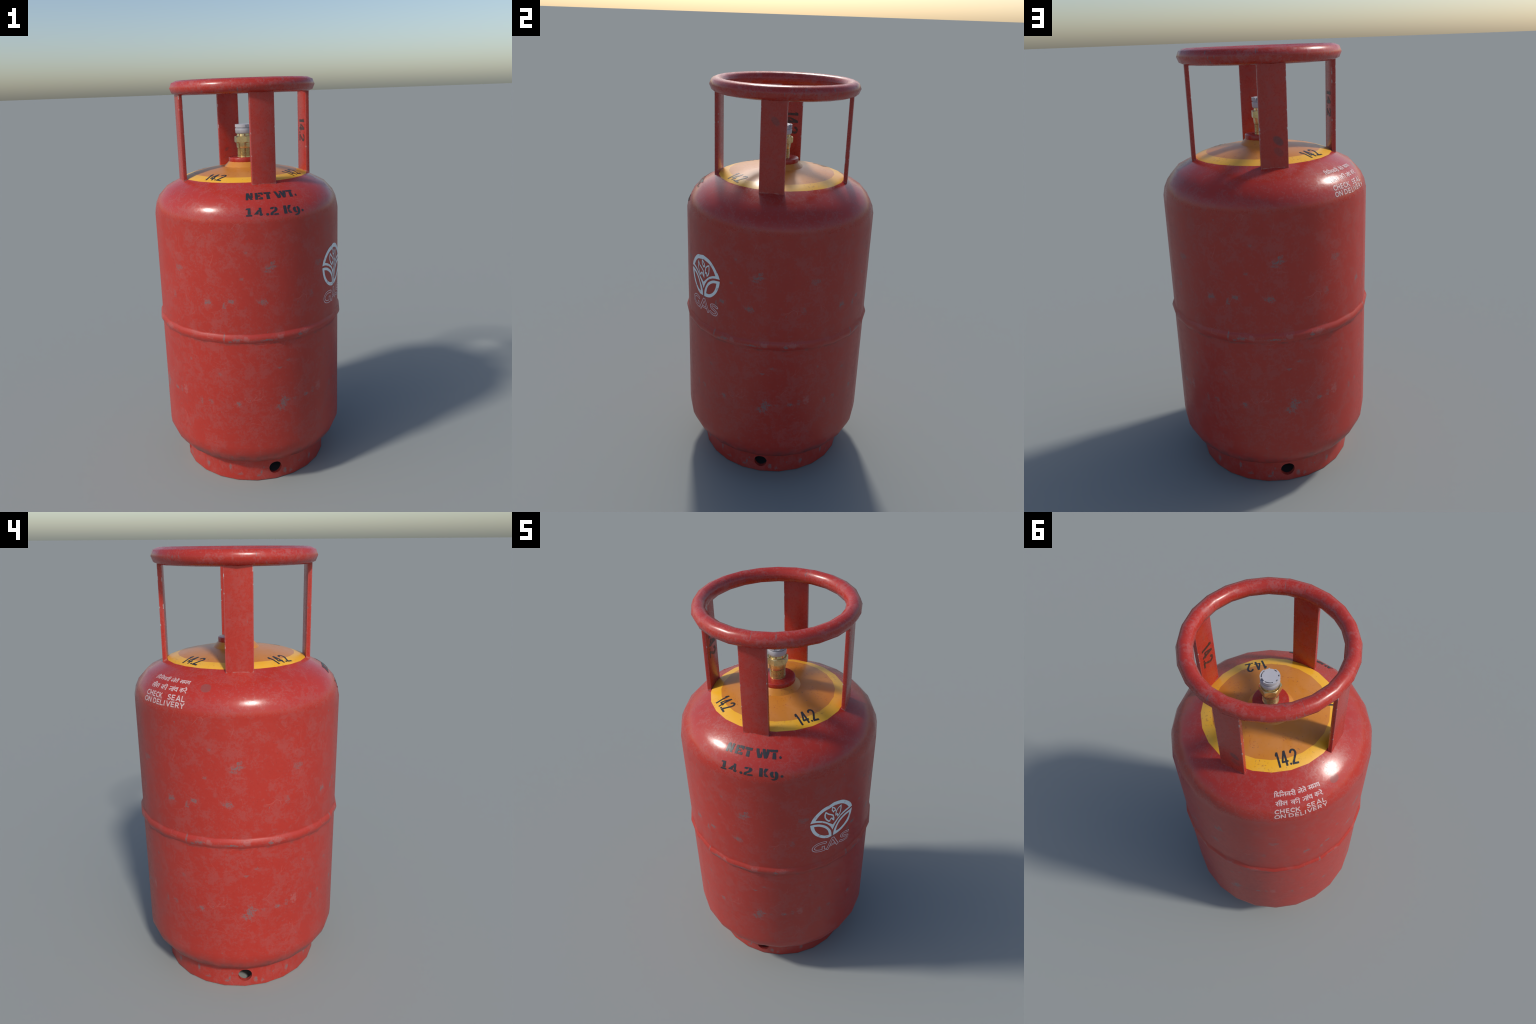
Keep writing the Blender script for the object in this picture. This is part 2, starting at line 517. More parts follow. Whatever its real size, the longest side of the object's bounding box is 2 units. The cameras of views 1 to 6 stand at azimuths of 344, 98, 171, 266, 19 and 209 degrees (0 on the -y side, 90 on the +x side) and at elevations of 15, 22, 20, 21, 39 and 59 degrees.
# ------------------------------------------------------------------ guard: four flat legs and a tube ring
def build_leg_mesh():
    bm = bmesh.new()
    x0, x1, w, z0, z1 = 0.3100, 0.3288, 0.0577, 1.500, 1.946
    bmesh.ops.create_cube(bm, size=1.0, matrix=Matrix.Translation(((x0 + x1) / 2, 0, (z0 + z1) / 2)) @ Matrix.Diagonal((x1 - x0, 2 * w, z1 - z0, 1)))
    bmesh.ops.bevel(bm, geom=[e for e in bm.edges if abs(e.verts[0].co.z - e.verts[1].co.z) > 0.1], offset=0.0016, segments=2, affect='EDGES', profile=0.5)
    me = bpy.data.meshes.new('guard_leg')
    finish(bm, me, 32)
    return me

leg_mesh = build_leg_mesh()
leg_mesh.materials.append(M_LEG)
leg0 = None
for q in range(4):
    if leg0 is None:
        leg0 = bpy.data.objects.new('guard_leg', leg_mesh)
        leg = leg0
    else:
        leg = leg0.copy()
    bpy.context.scene.collection.objects.link(leg)
    leg.rotation_euler = (0, 0, q * pi / 2)
    leg.parent = tank

def build_ring():
    R, r, zc, sides = 0.3245, 0.0340, 1.966, 8
    verts, faces, vn = [], [], []
    for k in range(SEG):
        a = k * STEP
        for j in range(sides):
            b = j * 2 * pi / sides
            verts.append(((R + r * cos(b)) * cos(a), (R + r * cos(b)) * sin(a), zc + r * sin(b)))
            vn.append((cos(b) * cos(a), cos(b) * sin(a), sin(b)))
    for k in range(SEG):
        for j in range(sides):
            k2, j2 = (k + 1) % SEG, (j + 1) % sides
            faces.append((k * sides + j, k2 * sides + j, k2 * sides + j2, k * sides + j2))
    me = mesh_from('guard_ring', verts, faces)
    me.normals_split_custom_set_from_vertices(vn)
    return new_object('guard_ring', me, tank, (M_RING,))

build_ring()

# ------------------------------------------------------------------ valve
valve = bpy.data.objects.new('valve', None)
bpy.context.scene.collection.objects.link(valve)
valve.parent = tank

def thread_profile(z0, z1, crest, root, turns):
    prof = []
    pitch = (z1 - z0) / turns
    for i in range(turns):
        z = z0 + i * pitch
        prof += [(root, z), (root, z + pitch * 0.22), (crest, z + pitch * 0.5), (crest, z + pitch * 0.72)]
    prof.append((root, z1))
    return prof

thread = sharp_lathe('threaded_stem', [(0.0362, 1.6180), (0.0355, 1.6265)] + thread_profile(1.627, 1.6660, 0.0356, 0.0322, 8) + [(0.0322, 1.670)], 40, valve, (M_BRASS,), 50)
lock = sharp_lathe('lock_nut', [(0.030, 1.6672), (0.0358, 1.6672), (0.0378, 1.6715), (0.0392, 1.6900), (0.0392, 1.6950), (0.030, 1.6950)], 16, valve, (M_BRASS,), 30, phase=radians(11.25))
neck = sharp_lathe('valve_neck', [(0.0372, 1.7225), (0.0362, 1.7270), (0.0345, 1.7300), (0.0345, 1.7400)], 32, valve, (M_BRASS,), 40)

def build_hex():
    """hexagon nut with its corners turned off by a cone top and bottom"""
    z0, z1, rc = 1.6940, 1.7268, 0.0502
    flat = rc * cos(pi / 6)
    n = 72
    def radius(a):
        k = (a - radians(30)) % (pi / 3)
        return min(flat / cos(k - pi / 6), 0.0499)
    levels = 5
    rows = []
    bm = bmesh.new()
    angs = [radians(30) + i * 2 * pi / n for i in range(n)]
    def row(offset_inset, top):
        out = []
        for a in angs:
            r = radius(a)
            drop = max(0.0, (r - (flat - 0.0006))) * 0.72
            z = (z1 - drop) if top else (z0 + drop)
            out.append(bm.verts.new((r * cos(a), r * sin(a), z)))
        return out
    def inner(r, z):
        return [bm.verts.new((r * cos(a), r * sin(a), z)) for a in angs]
    rings = [inner(0.030, z0), inner(flat - 0.0006, z0), row(0, False), row(0, True), inner(flat - 0.0006, z1), inner(0.030, z1)]
    for a, b in zip(rings[:-1], rings[1:]):
        for k in range(n):
            k2 = (k + 1) % n
            bm.faces.new((a[k], a[k2], b[k2], b[k]))
    me = bpy.data.meshes.new('hexagon_nut')
    finish(bm, me, 22)
    return new_object('hexagon_nut', me, valve, (M_BRASS,))

build_hex()
cap_base = sharp_lathe('cap', [(0.028, 1.7372), (0.0360, 1.7372), (0.0398, 1.7392), (0.0416, 1.7430), (0.0426, 1.7622), (0.0418, 1.7640), (0.0380, 1.7644), (0.0380, 1.7700)], 48, valve, (M_CAP,), 40)

def build_cap_top():
    """cap plate with arc slots round a centre disc, notches in the rim and one tab"""
    zb, zt, zs, n = 1.7688, 1.7832, 1.7715, 180
    radii = [0.0, 0.020, 0.0335, 0.0384, 0.0426]
    def inside(a, lo, hi):
        return (a - lo) % 360 <= (hi - lo)
    slots_in = ((-20, 40), (82, 138), (160, 175), (-154, -141), (-110, -92))
    notch = ((47, 73), (-91, -61), (-52, -24))
    def height(a, ring):
        if ring == 2 and any(inside(a, *s) for s in slots_in):
            return zs
        if ring >= 2 and any(inside(a, *s) for s in notch[:1]):
            return zs
        if ring == 3 and any(inside(a, *s) for s in notch[1:]):
            return zs
        if ring == 3 and any(inside(a, *s) for s in ((-106, -94), (-150, -144))):
            return zt
        return zt
    bm = bmesh.new()
    cell = {}
    for ring in range(4):
        for k in range(n):
            cell[ring, k] = height(k * 360 / n + 1, ring)
    cache = {}
    def vert(ri, k, z):
        k %= n
        if ri == 0:
            k = 0
        key = (ri, k, round(z, 5))
        if key not in cache:
            a = k * 2 * pi / n
            cache[key] = bm.verts.new((radii[ri] * cos(a), radii[ri] * sin(a), z))
        return cache[key]
    def face(vs):
        u = []
        for v in vs:
            if v not in u:
                u.append(v)
        if len(u) > 2:
            try:
                bm.faces.new(u)
            except ValueError:
                pass
    for (ring, k), z in cell.items():
        face((vert(ring, k, z), vert(ring + 1, k, z), vert(ring + 1, k + 1, z), vert(ring, k + 1, z)))
        z2 = cell[ring, (k + 1) % n]
        if abs(z2 - z) > 1e-6:
            face((vert(ring, k + 1, z), vert(ring + 1, k + 1, z), vert(ring + 1, k + 1, z2), vert(ring, k + 1, z2)))
        if ring < 3:
            z3 = cell[ring + 1, k]
            if abs(z3 - z) > 1e-6:
                face((vert(ring + 1, k, z), vert(ring + 1, k, z3), vert(ring + 1, k + 1, z3), vert(ring + 1, k + 1, z)))
        else:
            face((vert(4, k, z), vert(4, k, zb), vert(4, k + 1, zb), vert(4, k + 1, z)))
    # underside
    for k in range(n):
        face((vert(4, k + 1, zb), vert(4, k, zb), vert(2, k, zb), vert(2, k + 1, zb)))
    bmesh.ops.recalc_face_normals(bm, faces=bm.faces)
    me = bpy.data.meshes.new('cap_plate')
    finish(bm, me, 30)
    return new_object('cap_plate', me, valve, (M_CAP,))

build_cap_top()

# ------------------------------------------------------------------ lettering: shapes drawn as distance fields, meshed and laid on the surface
def d_seg(p, a, b):
    px, py, ax, ay = p[0], p[1], a[0], a[1]
    bx, by = b[0] - ax, b[1] - ay
    l2 = bx * bx + by * by
    t = 0.0 if l2 == 0 else max(0.0, min(1.0, ((px - ax) * bx + (py - ay) * by) / l2))
    return hypot(px - ax - t * bx, py - ay - t * by)

class Stroke:                      # round ended pen stroke
    def __init__(self, pts, w):
        self.p, self.w = pts, w / 2
        self.box = (min(q[0] for q in pts) - self.w, min(q[1] for q in pts) - self.w, max(q[0] for q in pts) + self.w, max(q[1] for q in pts) + self.w)
    def d(self, x, y):
        return min(d_seg((x, y), a, b) for a, b in zip(self.p[:-1], self.p[1:])) - self.w

class Bar:                         # square ended straight bar
    def __init__(self, a, b, w):
        self.a, self.b, self.h = a, b, w / 2
        self.l = hypot(b[0] - a[0], b[1] - a[1])
        self.t = ((b[0] - a[0]) / self.l, (b[1] - a[1]) / self.l)
        e = self.h
        self.box = (min(a[0], b[0]) - e, min(a[1], b[1]) - e, max(a[0], b[0]) + e, max(a[1], b[1]) + e)
    def d(self, x, y):
        dx, dy = x - self.a[0], y - self.a[1]
        s = dx * self.t[0] + dy * self.t[1]
        q = -dx * self.t[1] + dy * self.t[0]
        return max(-s, s - self.l, abs(q) - self.h)

class Poly:                        # any simple outline
    def __init__(self, pts):
        self.p = pts
        self.box = (min(q[0] for q in pts), min(q[1] for q in pts), max(q[0] for q in pts), max(q[1] for q in pts))
    def d(self, x, y):
        ins, best, n = False, 1e9, len(self.p)
        for i in range(n):
            a, b = self.p[i], self.p[(i + 1) % n]
            best = min(best, d_seg((x, y), a, b))
            if (a[1] > y) != (b[1] > y) and x < (b[0] - a[0]) * (y - a[1]) / (b[1] - a[1]) + a[0]:
                ins = not ins
        return -best if ins else best

class Hole:                        # b cut out of a
    def __init__(self, a, b):
        self.a, self.b, self.box = a, b, a.box
    def d(self, x, y):
        return max(self.a.d(x, y), -self.b.d(x, y))

class Outline:                     # thin line just inside the edge of a union of shapes
    def __init__(self, shapes, w):
        self.s, self.h = shapes, w / 2
        self.box = (min(s.box[0] for s in shapes) - w, min(s.box[1] for s in shapes) - w, max(s.box[2] for s in shapes) + w, max(s.box[3] for s in shapes) + w)
    def d(self, x, y):
        return abs(min(s.d(x, y) for s in self.s) + self.h) - self.h

def arc(cx, cy, rx, ry, a0, a1, n=12):
    return [(cx + rx * cos(radians(a0 + (a1 - a0) * i / n)), cy + ry * sin(radians(a0 + (a1 - a0) * i / n))) for i in range(n + 1)]

def curve(pts, n=6):
    """smooth line through the given points"""
    out = []
    for i in range(len(pts) - 1):
        p0, p1, p2, p3 = pts[max(0, i - 1)], pts[i], pts[i + 1], pts[min(len(pts) - 1, i + 2)]
        for k in range(n):
            t = k / n
            out.append(tuple(0.5 * (2 * p1[j] + (p2[j] - p0[j]) * t + (2 * p0[j] - 5 * p1[j] + 4 * p2[j] - p3[j]) * t * t + (3 * p1[j] - p0[j] - 3 * p2[j] + p3[j]) * t ** 3) for j in range(2)))
    out.append(pts[-1])
    return out

def ink_polygons(shapes, cell, grow=0.0):
    """marching squares over the distance field of the shapes -> (points, faces)"""
    pts, index, faces = [], {}, []
    def vid(p):
        key = (round(p[0] / cell * 64), round(p[1] / cell * 64))
        if key not in index:
            index[key] = len(pts)
            pts.append(p)
        return index[key]
    values = {}
    for s in shapes:
        i0, i1 = int(math.floor(s.box[0] / cell)) - 1, int(math.ceil(s.box[2] / cell)) + 1
        j0, j1 = int(math.floor(s.box[1] / cell)) - 1, int(math.ceil(s.box[3] / cell)) + 1
        for i in range(i0, i1 + 1):
            for j in range(j0, j1 + 1):
                d = s.d(i * cell, j * cell) - grow
                if d < values.get((i, j), 1e9):
                    values[i, j] = d
    far = cell
    todo = set()
    for (i, j), d in values.items():
        if d < 0:
            for a in (i - 1, i):
                for b in (j - 1, j):
                    todo.add((a, b))
    for i, j in sorted(todo):
        c = [((i + a) * cell, (j + b) * cell, values.get((i + a, j + b), far)) for a, b in ((0, 0), (1, 0), (1, 1), (0, 1))]
        poly = []
        for k in range(4):
            x0, y0, d0 = c[k]
            x1, y1, d1 = c[(k + 1) % 4]
            if d0 < 0:
                poly.append(vid((x0, y0)))
            if (d0 < 0) != (d1 < 0):
                t = min(0.98, max(0.02, d0 / (d0 - d1)))
                poly.append(vid((x0 + (x1 - x0) * t, y0 + (y1 - y0) * t)))
        u = [q for k, q in enumerate(poly) if q != poly[k - 1]]
        if len(set(u)) > 2 and len(set(u)) == len(u):
            faces.append(u)
    return pts, faces

# arc length along TOP, so that lettering can be placed by height on the wall
def radius_at(z):
    for (r0, z0), (r1, z1) in zip(TOP[:-1], TOP[1:]):
        if z0 <= z <= z1:
            return r0 + (r1 - r0) * (z - z0) / (z1 - z0)
    return TOP[-1][0]

def height_at(r):
    """height of the top dome at radius r"""
    for (r0, z0), (r1, z1) in zip(TOP[:-1], TOP[1:]):
        if r1 <= r <= r0 and z0 > 1.38:
            return z0 + (z1 - z0) * (r0 - r) / (r0 - r1)
    return TOP[-1][1]

TOPN = profile_normals(TOP)
def on_wall(az, z, lift):
    """point on the faceted wall at azimuth az (radians) and height z, and its smooth normal"""
    r = radius_at(z)
    k = (az + 100 * pi) % STEP - STEP / 2
    rr = r * cos(STEP / 2) / cos(k)
    for i, ((r0, z0), (r1, z1)) in enumerate(zip(TOP[:-1], TOP[1:])):
        if z0 <= z <= z1:
            t = (z - z0) / (z1 - z0)
            nx = TOPN[i][0] * (1 - t) + TOPN[i + 1][0] * t
            nz = TOPN[i][1] * (1 - t) + TOPN[i + 1][1] * t
            break
    l = hypot(nx, nz)
    nx, nz = nx / l, nz / l
    p = Vector((rr * cos(az), rr * sin(az), z))
    nrm = Vector((nx * cos(az), nx * sin(az), nz))
    return p + nrm * lift, nrm

def lay(name, shapes, cell, place, mat, parent=None, grow=0.0):
    pts, faces = ink_polygons(shapes, cell, grow)
    verts, vn = [], []
    for x, y in pts:
        p, nn = place(x, y)
        verts.append(p)
        vn.append(nn)
    me = mesh_from(name, verts, faces)
    me.normals_split_custom_set_from_vertices([tuple(v) for v in vn])
    return new_object(name, me, parent or tank, (mat,))

LIFT = 0.0009
# --- 1. stencilled weight, drawn in degrees (x) and line heights (y)
def box(x0, y0, x1, y1):
    return Poly([(x0, y0), (x1, y0), (x1, y1), (x0, y1)])

# x in degrees / 10 so that both axes have a similar size
def sx(pts):
    return [(x / 10, y * 0.36) for x, y in pts]
S = lambda *p: Poly(sx(p))
line1 = [
    # N
    S((-105.5, 0), (-104.0, 0), (-103.9, .80), (-105.25, .92)), S((-105.2, 1), (-103.6, 1), (-101.2, .02), (-102.6, .02), (-103.2, .16)), S((-102.6, 1), (-101.0, 1), (-101.2, .30), (-101.6, .28), (-102.35, .62)),
    # E
    S((-99.6, 0), (-97.9, 0), (-97.8, .98), (-99.5, .98)), S((-97.4, .80), (-95.6, .80), (-95.3, .68), (-94.4, .70), (-94.3, 1), (-97.4, 1)), S((-98.0, .44), (-96.1, .44), (-96.2, .64), (-98.0, .62)), S((-97.5, 0.02), (-94.9, 0.0), (-94.7, .30), (-95.8, .33), (-97.4, .16)),
    # T
    S((-93.7, .80), (-89.1, .80), (-89.0, 1), (-93.6, 1)), S((-92.4, 0), (-90.3, 0), (-90.3, .72), (-92.2, .72)),
    # W
    S((-86.7, 1), (-84.9, 1), (-83.6, 0), (-85.2, 0)), S((-83.5, .04), (-82.9, .10), (-82.7, .62), (-83.2, .80), (-83.9, .42)), S((-82.9, 1), (-81.1, 1), (-79.8, 0), (-81.5, 0)), S((-79.6, .06), (-78.3, .98), (-80.2, 1), (-80.5, .70), (-79.9, .34)),
    # T
    S((-78.1, .82), (-73.5, .82), (-73.5, 1), (-78.1, 1)), S((-76.7, 0), (-74.6, 0), (-74.7, .74), (-76.4, .74)),
]
dots1 = [Stroke(sx([(-72.15, .17), (-71.95, .17)]), 0.105)]
line2 = [
    # 1
    S((-105.6, 0), (-102.3, 0), (-102.3, .17), (-105.6, .17)), S((-104.7, .24), (-103.0, .24), (-103.1, 1), (-104.5, 1)), S((-105.7, .82), (-104.4, .84), (-104.4, 1), (-105.5, .97)),
    # 4
    S((-101.2, .20), (-98.6, .20), (-98.7, .36), (-98.2, .66), (-98.5, .78)), S((-98.3, .98), (-96.9, 1), (-96.8, .34), (-97.9, .34), (-98.1, .62)), S((-98.2, .26), (-96.9, .30), (-96.1, .22), (-96.8, .0), (-97.9, .04)),
    # 2
    S((-91.8, .76), (-90.4, .74), (-89.8, .84), (-89.4, 1), (-90.8, .98), (-91.6, .90)), S((-89.0, 1), (-87.8, .90), (-87.4, .70), (-88.0, .50), (-89.2, .36), (-90.2, .30), (-90.4, .0), (-91.9, .0), (-91.8, .26), (-90.6, .44), (-89.3, .58)), S((-90.0, .0), (-87.1, .0), (-87.1, .16), (-89.7, .17)),
    # K
    S((-83.6, 0), (-81.7, 0), (-81.8, 1), (-83.5, 1)), S((-80.9, .42), (-80.2, .52), (-78.7, 1), (-80.5, 1), (-81.2, .62)), S((-81.1, .28), (-80.3, .50), (-78.6, 0.02), (-80.4, .04)),
]
g_bowl = S((-77.9, .40), (-77.4, .63), (-76.3, .73), (-75.9, .66), (-76.2, .40), (-75.9, .17), (-75.35, .06), (-76.2, .0), (-77.3, .10))
g_stem = S((-75.3, .72), (-74.3, .74), (-73.5, .50), (-73.5, -.04), (-74.2, -.26), (-75.4, -.36), (-76.8, -.34), (-77.1, -.24), (-75.8, -.20), (-75.2, -.10), (-75.0, .30))
line2 += [g_bowl, g_stem]
dots2 = [Stroke(sx([(-93.8, .13), (-93.3, .13)]), 0.10), Stroke(sx([(-71.7, .12), (-71.3, .12)]), 0.105)]

def place_line(zb, zt):
    def f(x, y):
        return on_wall(radians(x * 10), zb + (zt - zb) * y / 0.36, LIFT)
    return f
stencil = bpy.data.objects.new('stencil_lettering', None)
bpy.context.scene.collection.objects.link(stencil)
stencil.parent = tank
lay('lettering', line1 + dots1, 0.018, place_line(1.4715, 1.4968), M_STENCIL, stencil, 0.005)
lay('lettering', line2 + dots2, 0.018, place_line(1.4060, 1.4392), M_STENCIL, stencil, 0.004)

# --- 2. black figures on the yellow band: a narrow sans, flat on the dome
def narrow_figures(w=0.0084):
    """1, 4, point, 2 in metres, baseline y = 0, height 0.066, centred on x = 0"""
    h = 0.066
    return [Bar((-0.0390, 0), (-0.0390, h), w), Poly([(-0.0390, h), (-0.0390, h - 0.008), (-0.0468, h - 0.0195), (-0.0480, h - 0.0105), (-0.0425, h)]),
            Bar((-0.0075, 0), (-0.0075, h), w), Bar((-0.0265, 0.0185), (0.0015, 0.0185), w * 0.9), Poly([(-0.0265, 0.0150), (-0.0265, 0.0235), (-0.0120, h), (-0.0036, h), (-0.0085, h - 0.010), (-0.0190, 0.0220)]),
            Stroke([(0.0095, 0.0046), (0.0096, 0.0046)], 0.0092),
            Bar((0.0165, 0.0040), (0.0437, 0.0040), w), Poly([(0.0165, 0.001), (0.0165, 0.0095), (0.0275, 0.0265), (0.0330, 0.0230), (0.0262, 0.006)]),
            Stroke(arc(0.0285, 0.0490, 0.0108, 0.0132, 165, -18, 14) + [(0.0375, 0.0390), (0.0300, 0.0250)], w)]

for deg in (134.7, -44.6, -137.0):
    def place_dome(x, y, c=radians(deg)):
        # local plane: x to the right seen from outside, y towards the axis
        rad, tan = 0.2925 - y, x
        r = hypot(rad, tan)
        az = c + atan2(tan, rad)
        k = (az + 100 * pi) % STEP - STEP / 2
        rp = r * cos(k) / cos(STEP / 2)      # radius of the corner ring that this facet point lies on
        return on_wall(az, height_at(rp), LIFT)
    lay('band_figures', narrow_figures(), 0.0014, place_dome, M_MARKER)

# --- 3. the same figures on the inner faces of two legs
for sgn in (-1, 1):
    def place_leg(x, y, sgn=sgn):
        # text runs down the leg, its top towards +y on one leg and -y on the other
        return Vector((sgn * (0.310 - 0.0008), -sgn * (y * 1.02 - 0.031), 1.7375 - x * 1.24)), Vector((-sgn, 0, 0))
    lay('leg_figures', narrow_figures(0.0100), 0.0014, place_leg, M_LEGINK)

# --- 4. pale notice on the shoulder
PEN = 0.20
def L_bars(*segs, w=PEN):
    return [Bar(a, b, w) for a, b in segs]
def glyph(ch):
    """bold sans capitals in a box of height 1; returns shapes and advance"""
    e = PEN / 2
    if ch == 'C':
        return [Stroke(arc(0.44, 0.5, 0.34, 0.40, 52, 308, 18), PEN)], 0.82
    if ch == 'H':
        return L_bars(((e, 0), (e, 1)), ((0.66, 0), (0.66, 1)), ((e, .52), (.66, .52))), 0.90
    if ch == 'E':
        return L_bars(((e, 0), (e, 1)), ((0.02, .91), (.56, .91)), ((0.1, .51), (.52, .51)), ((0.02, .09), (.56, .09)), w=0.185), 0.70
    if ch == 'K':
        return L_bars(((e, 0), (e, 1)), ((0.12, .40), (.66, 1.0)), ((0.30, .60), (.70, 0.0))), 0.82
    if ch == 'S':
        return [Stroke(arc(0.33, 0.715, 0.21, 0.195, 38, 260, 12) + arc(0.31, 0.285, 0.22, 0.195, 75, -140, 12), PEN * .95)], 0.68
    if ch == 'A':
        return L_bars(((0.08, 0), (.40, 1)), ((.40, 1), (.72, 0)), ((.22, .30), (.58, .30))), 0.86
    if ch == 'L':
        return L_bars(((e, 0), (e, 1)), ((0.02, .09), (.56, .09))), 0.66
    if ch == 'O':
        return [Stroke(arc(0.46, 0.5, 0.36, 0.40, 0, 360, 24), PEN)], 0.96
    if ch == 'N':
        return L_bars(((e, 0), (e, 1)), ((0.70, 0), (0.70, 1)), ((e, .97), (.70, 0.03))), 0.96
    if ch == 'D':
        return L_bars(((e, 0), (e, 1))) + [Stroke([(0.1, .90)] + arc(0.30, 0.5, 0.36, 0.40, 90, -90, 14) + [(0.1, .10)], PEN)], 0.86
    if ch == 'I':
        return L_bars(((e, 0), (e, 1))), 0.36
    if ch == 'V':
        return L_bars(((0.08, 1), (.38, 0)), ((.68, 1), (.38, 0))), 0.80
    if ch == 'R':
        return L_bars(((e, 0), (e, 1)), ((.30, .48), (.62, 0))) + [Stroke([(0.1, .90)] + arc(0.33, 0.68, 0.22, 0.22, 90, -90, 10) + [(0.1, .46)], PEN)], 0.76
    if ch == 'Y':
        return L_bars(((0.06, 1), (.36, .45)), ((.66, 1), (.36, .45)), ((.36, .5), (.36, 0))), 0.74
    return [], 0.45

def shifted(s, dx, kx=1.0, ky=1.0, dy=0.0):
    f = lambda p: (p[0] * kx + dx, p[1] * ky + dy)
    if isinstance(s, Stroke):
        return Stroke([f(p) for p in s.p], s.w * 2)
    if isinstance(s, Bar):
        return Bar(f(s.a), f(s.b), s.h * 2)
    return Poly([f(p) for p in s.p])

def set_words(words):
    """words: list of (text, x0, x1); each is stretched between its two limits"""
    shapes = []
    for text, x0, x1 in words:
        parts, x = [], 0.0
        for ch in text:
            g, adv = glyph(ch)
            parts.append((g, x))
            x += adv
        total = x - 0.10
        k = (x1 - x0) / total
        for g, gx in parts:
            shapes += [shifted(s, x0 + gx * k, k) for s in g]
    return shapes

def place_notice(zb, zt, hgt=1.0):
    # x in units of one line height, measured from 120.8 degrees
    def f(x, y):
        return on_wall(radians(120.8 + x * 3.02), zb + (zt - zb) * y / hgt, LIFT)
    return f
U = 3.02
deg_words = lambda ws: [(t, (a - 120.8) / U, (b - 120.8) / U) for t, a, b in ws]
notice = bpy.data.objects.new('notice_lettering', None)
bpy.context.scene.collection.objects.link(notice)
notice.parent = tank
lay('lettering', set_words(deg_words([('CHECK', 121.0, 135.1), ('SEAL', 138.7, 150.4)])), 0.055, place_notice(1.4252, 1.4460), M_WHITE, notice)
lay('lettering', set_words(deg_words([('ON', 120.8, 127.3), ('DELIVERY', 128.4, 150.4)])), 0.055, place_notice(1.4000, 1.4212), M_WHITE, notice)

# Devanagari, pen strokes hung from the head line (y = 1); x grows to the right
def deva(ch):
    P = lambda *pts: curve(list(pts), 4)
    if ch == 'da':      # ड
        return [P((.34, 1), (.34, .82), (.14, .72), (.20, .52), (.46, .50), (.52, .28), (.36, .10), (.12, .16))], .62
    if ch == 'la':      # ल
        return [P((.30, .22), (.12, .34), (.10, .60), (.28, .66), (.36, .46), (.44, .64), (.66, .62)), [(.72, 1), (.72, 0)], P((.30, .22), (.36, .10))], .84
    if ch == 'va':      # व
        return [P((.52, .62), (.34, .74), (.12, .60), (.12, .34), (.32, .24), (.52, .40)), [(.56, 1), (.56, 0)]], .68
    if ch == 'ra':      # र
        return [P((.20, 1), (.42, .84), (.40, .62), (.14, .52), (.16, .46), (.48, .0))], .54
    if ch == 'ta':      # त
        return [P((.56, .62), (.24, .62), (.12, .40), (.26, .06)), [(.58, 1), (.58, 0)]], .70
    if ch == 'sa':      # स
        return [P((.20, 1), (.36, .80), (.28, .60), (.10, .54), (.14, .46), (.40, .02)), [(.24, .52), (.68, .52)], [(.70, 1), (.70, 0)]], .82
    if ch == 'ma':      # म
        return [[(.16, 1), (.16, .34)], P((.16, .34), (.06, .22), (.20, .20), (.26, .34)), [(.16, .36), (.56, .36)], [(.58, 1), (.58, 0)]], .70
    if ch == 'ya':      # य
        return [P((.14, .96), (.30, .76), (.12, .52), (.26, .34), (.56, .46)), [(.58, 1), (.58, 0)]], .70
    if ch == 'ka':      # क
        return [[(.42, 1), (.42, 0)], P((.42, .62), (.20, .70), (.08, .46), (.22, .26), (.42, .42)), P((.42, .62), (.66, .70), (.78, .48), (.66, .26))], .88
    if ch == 'ja':      # ज
        return [P((.56, .56), (.30, .60), (.30, .36), (.14, .26), (.06, .44)), [(.60, 1), (.60, 0)]], .72
    if ch == 'cha':     # च
        return [[(.06, .72), (.46, .72)], P((.14, .72), (.12, .40), (.34, .22), (.56, .38)), [(.58, 1), (.58, 0)]], .70
    if ch == 'bar':     # ा
        return [[(.10, 1), (.10, 0)]], .24
    if ch == 'i':       # ि stands before its letter
        return [[(.12, 1), (.12, 0)], P((.12, 1), (.16, 1.30), (.40, 1.38), (.58, 1.02))], .26
    if ch == 'ii':      # ी
        return [[(.14, 1), (.14, 0)], P((.14, 1), (.10, 1.32), (-.16, 1.36), (-.30, 1.04))], .28
    if ch == 'e':       # े over the letter before
        return [P((-.16, 1.02), (-.24, 1.26), (-.44, 1.38))], 0.0
    if ch == 'dot':     # ं
        return [[(-.06, 1.28), (-.05, 1.28)]], 0.0
    return [], .3

def deva_words(words):
    shapes = []
    for glyphs, x0, x1 in words:
        parts, x = [], 0.0
        for g in glyphs.split():
            st, adv = deva(g)
            parts.append((st, x))
            x += adv
        k = (x1 - x0) / x
        for st, gx in parts:
            for line in st:
                shapes.append(Stroke([(x0 + (gx + px) * k, py) for px, py in line], 0.18 if len(line) > 2 else 0.19))
        shapes.append(Bar((x0 - 0.03, 1.0), (x1 + 0.02, 1.0), 0.15))
    return shapes

lay('lettering', deva_words(deg_words([('i da i la va ra ii', 121.0, 134.2), ('la e ta e', 135.7, 141.0), ('sa ma ya', 142.4, 150.0)])), 0.05,
    place_notice(1.4868, 1.4958), M_WHITE, notice)
lay('lettering', deva_words(deg_words([('sa ii la', 121.7, 128.6), ('ka ii', 130.5, 136.0), ('ja bar dot cha', 137.4, 143.6), ('ka ra e', 144.9, 149.8)])), 0.05,
    place_notice(1.4572, 1.4706), M_WHITE, notice)

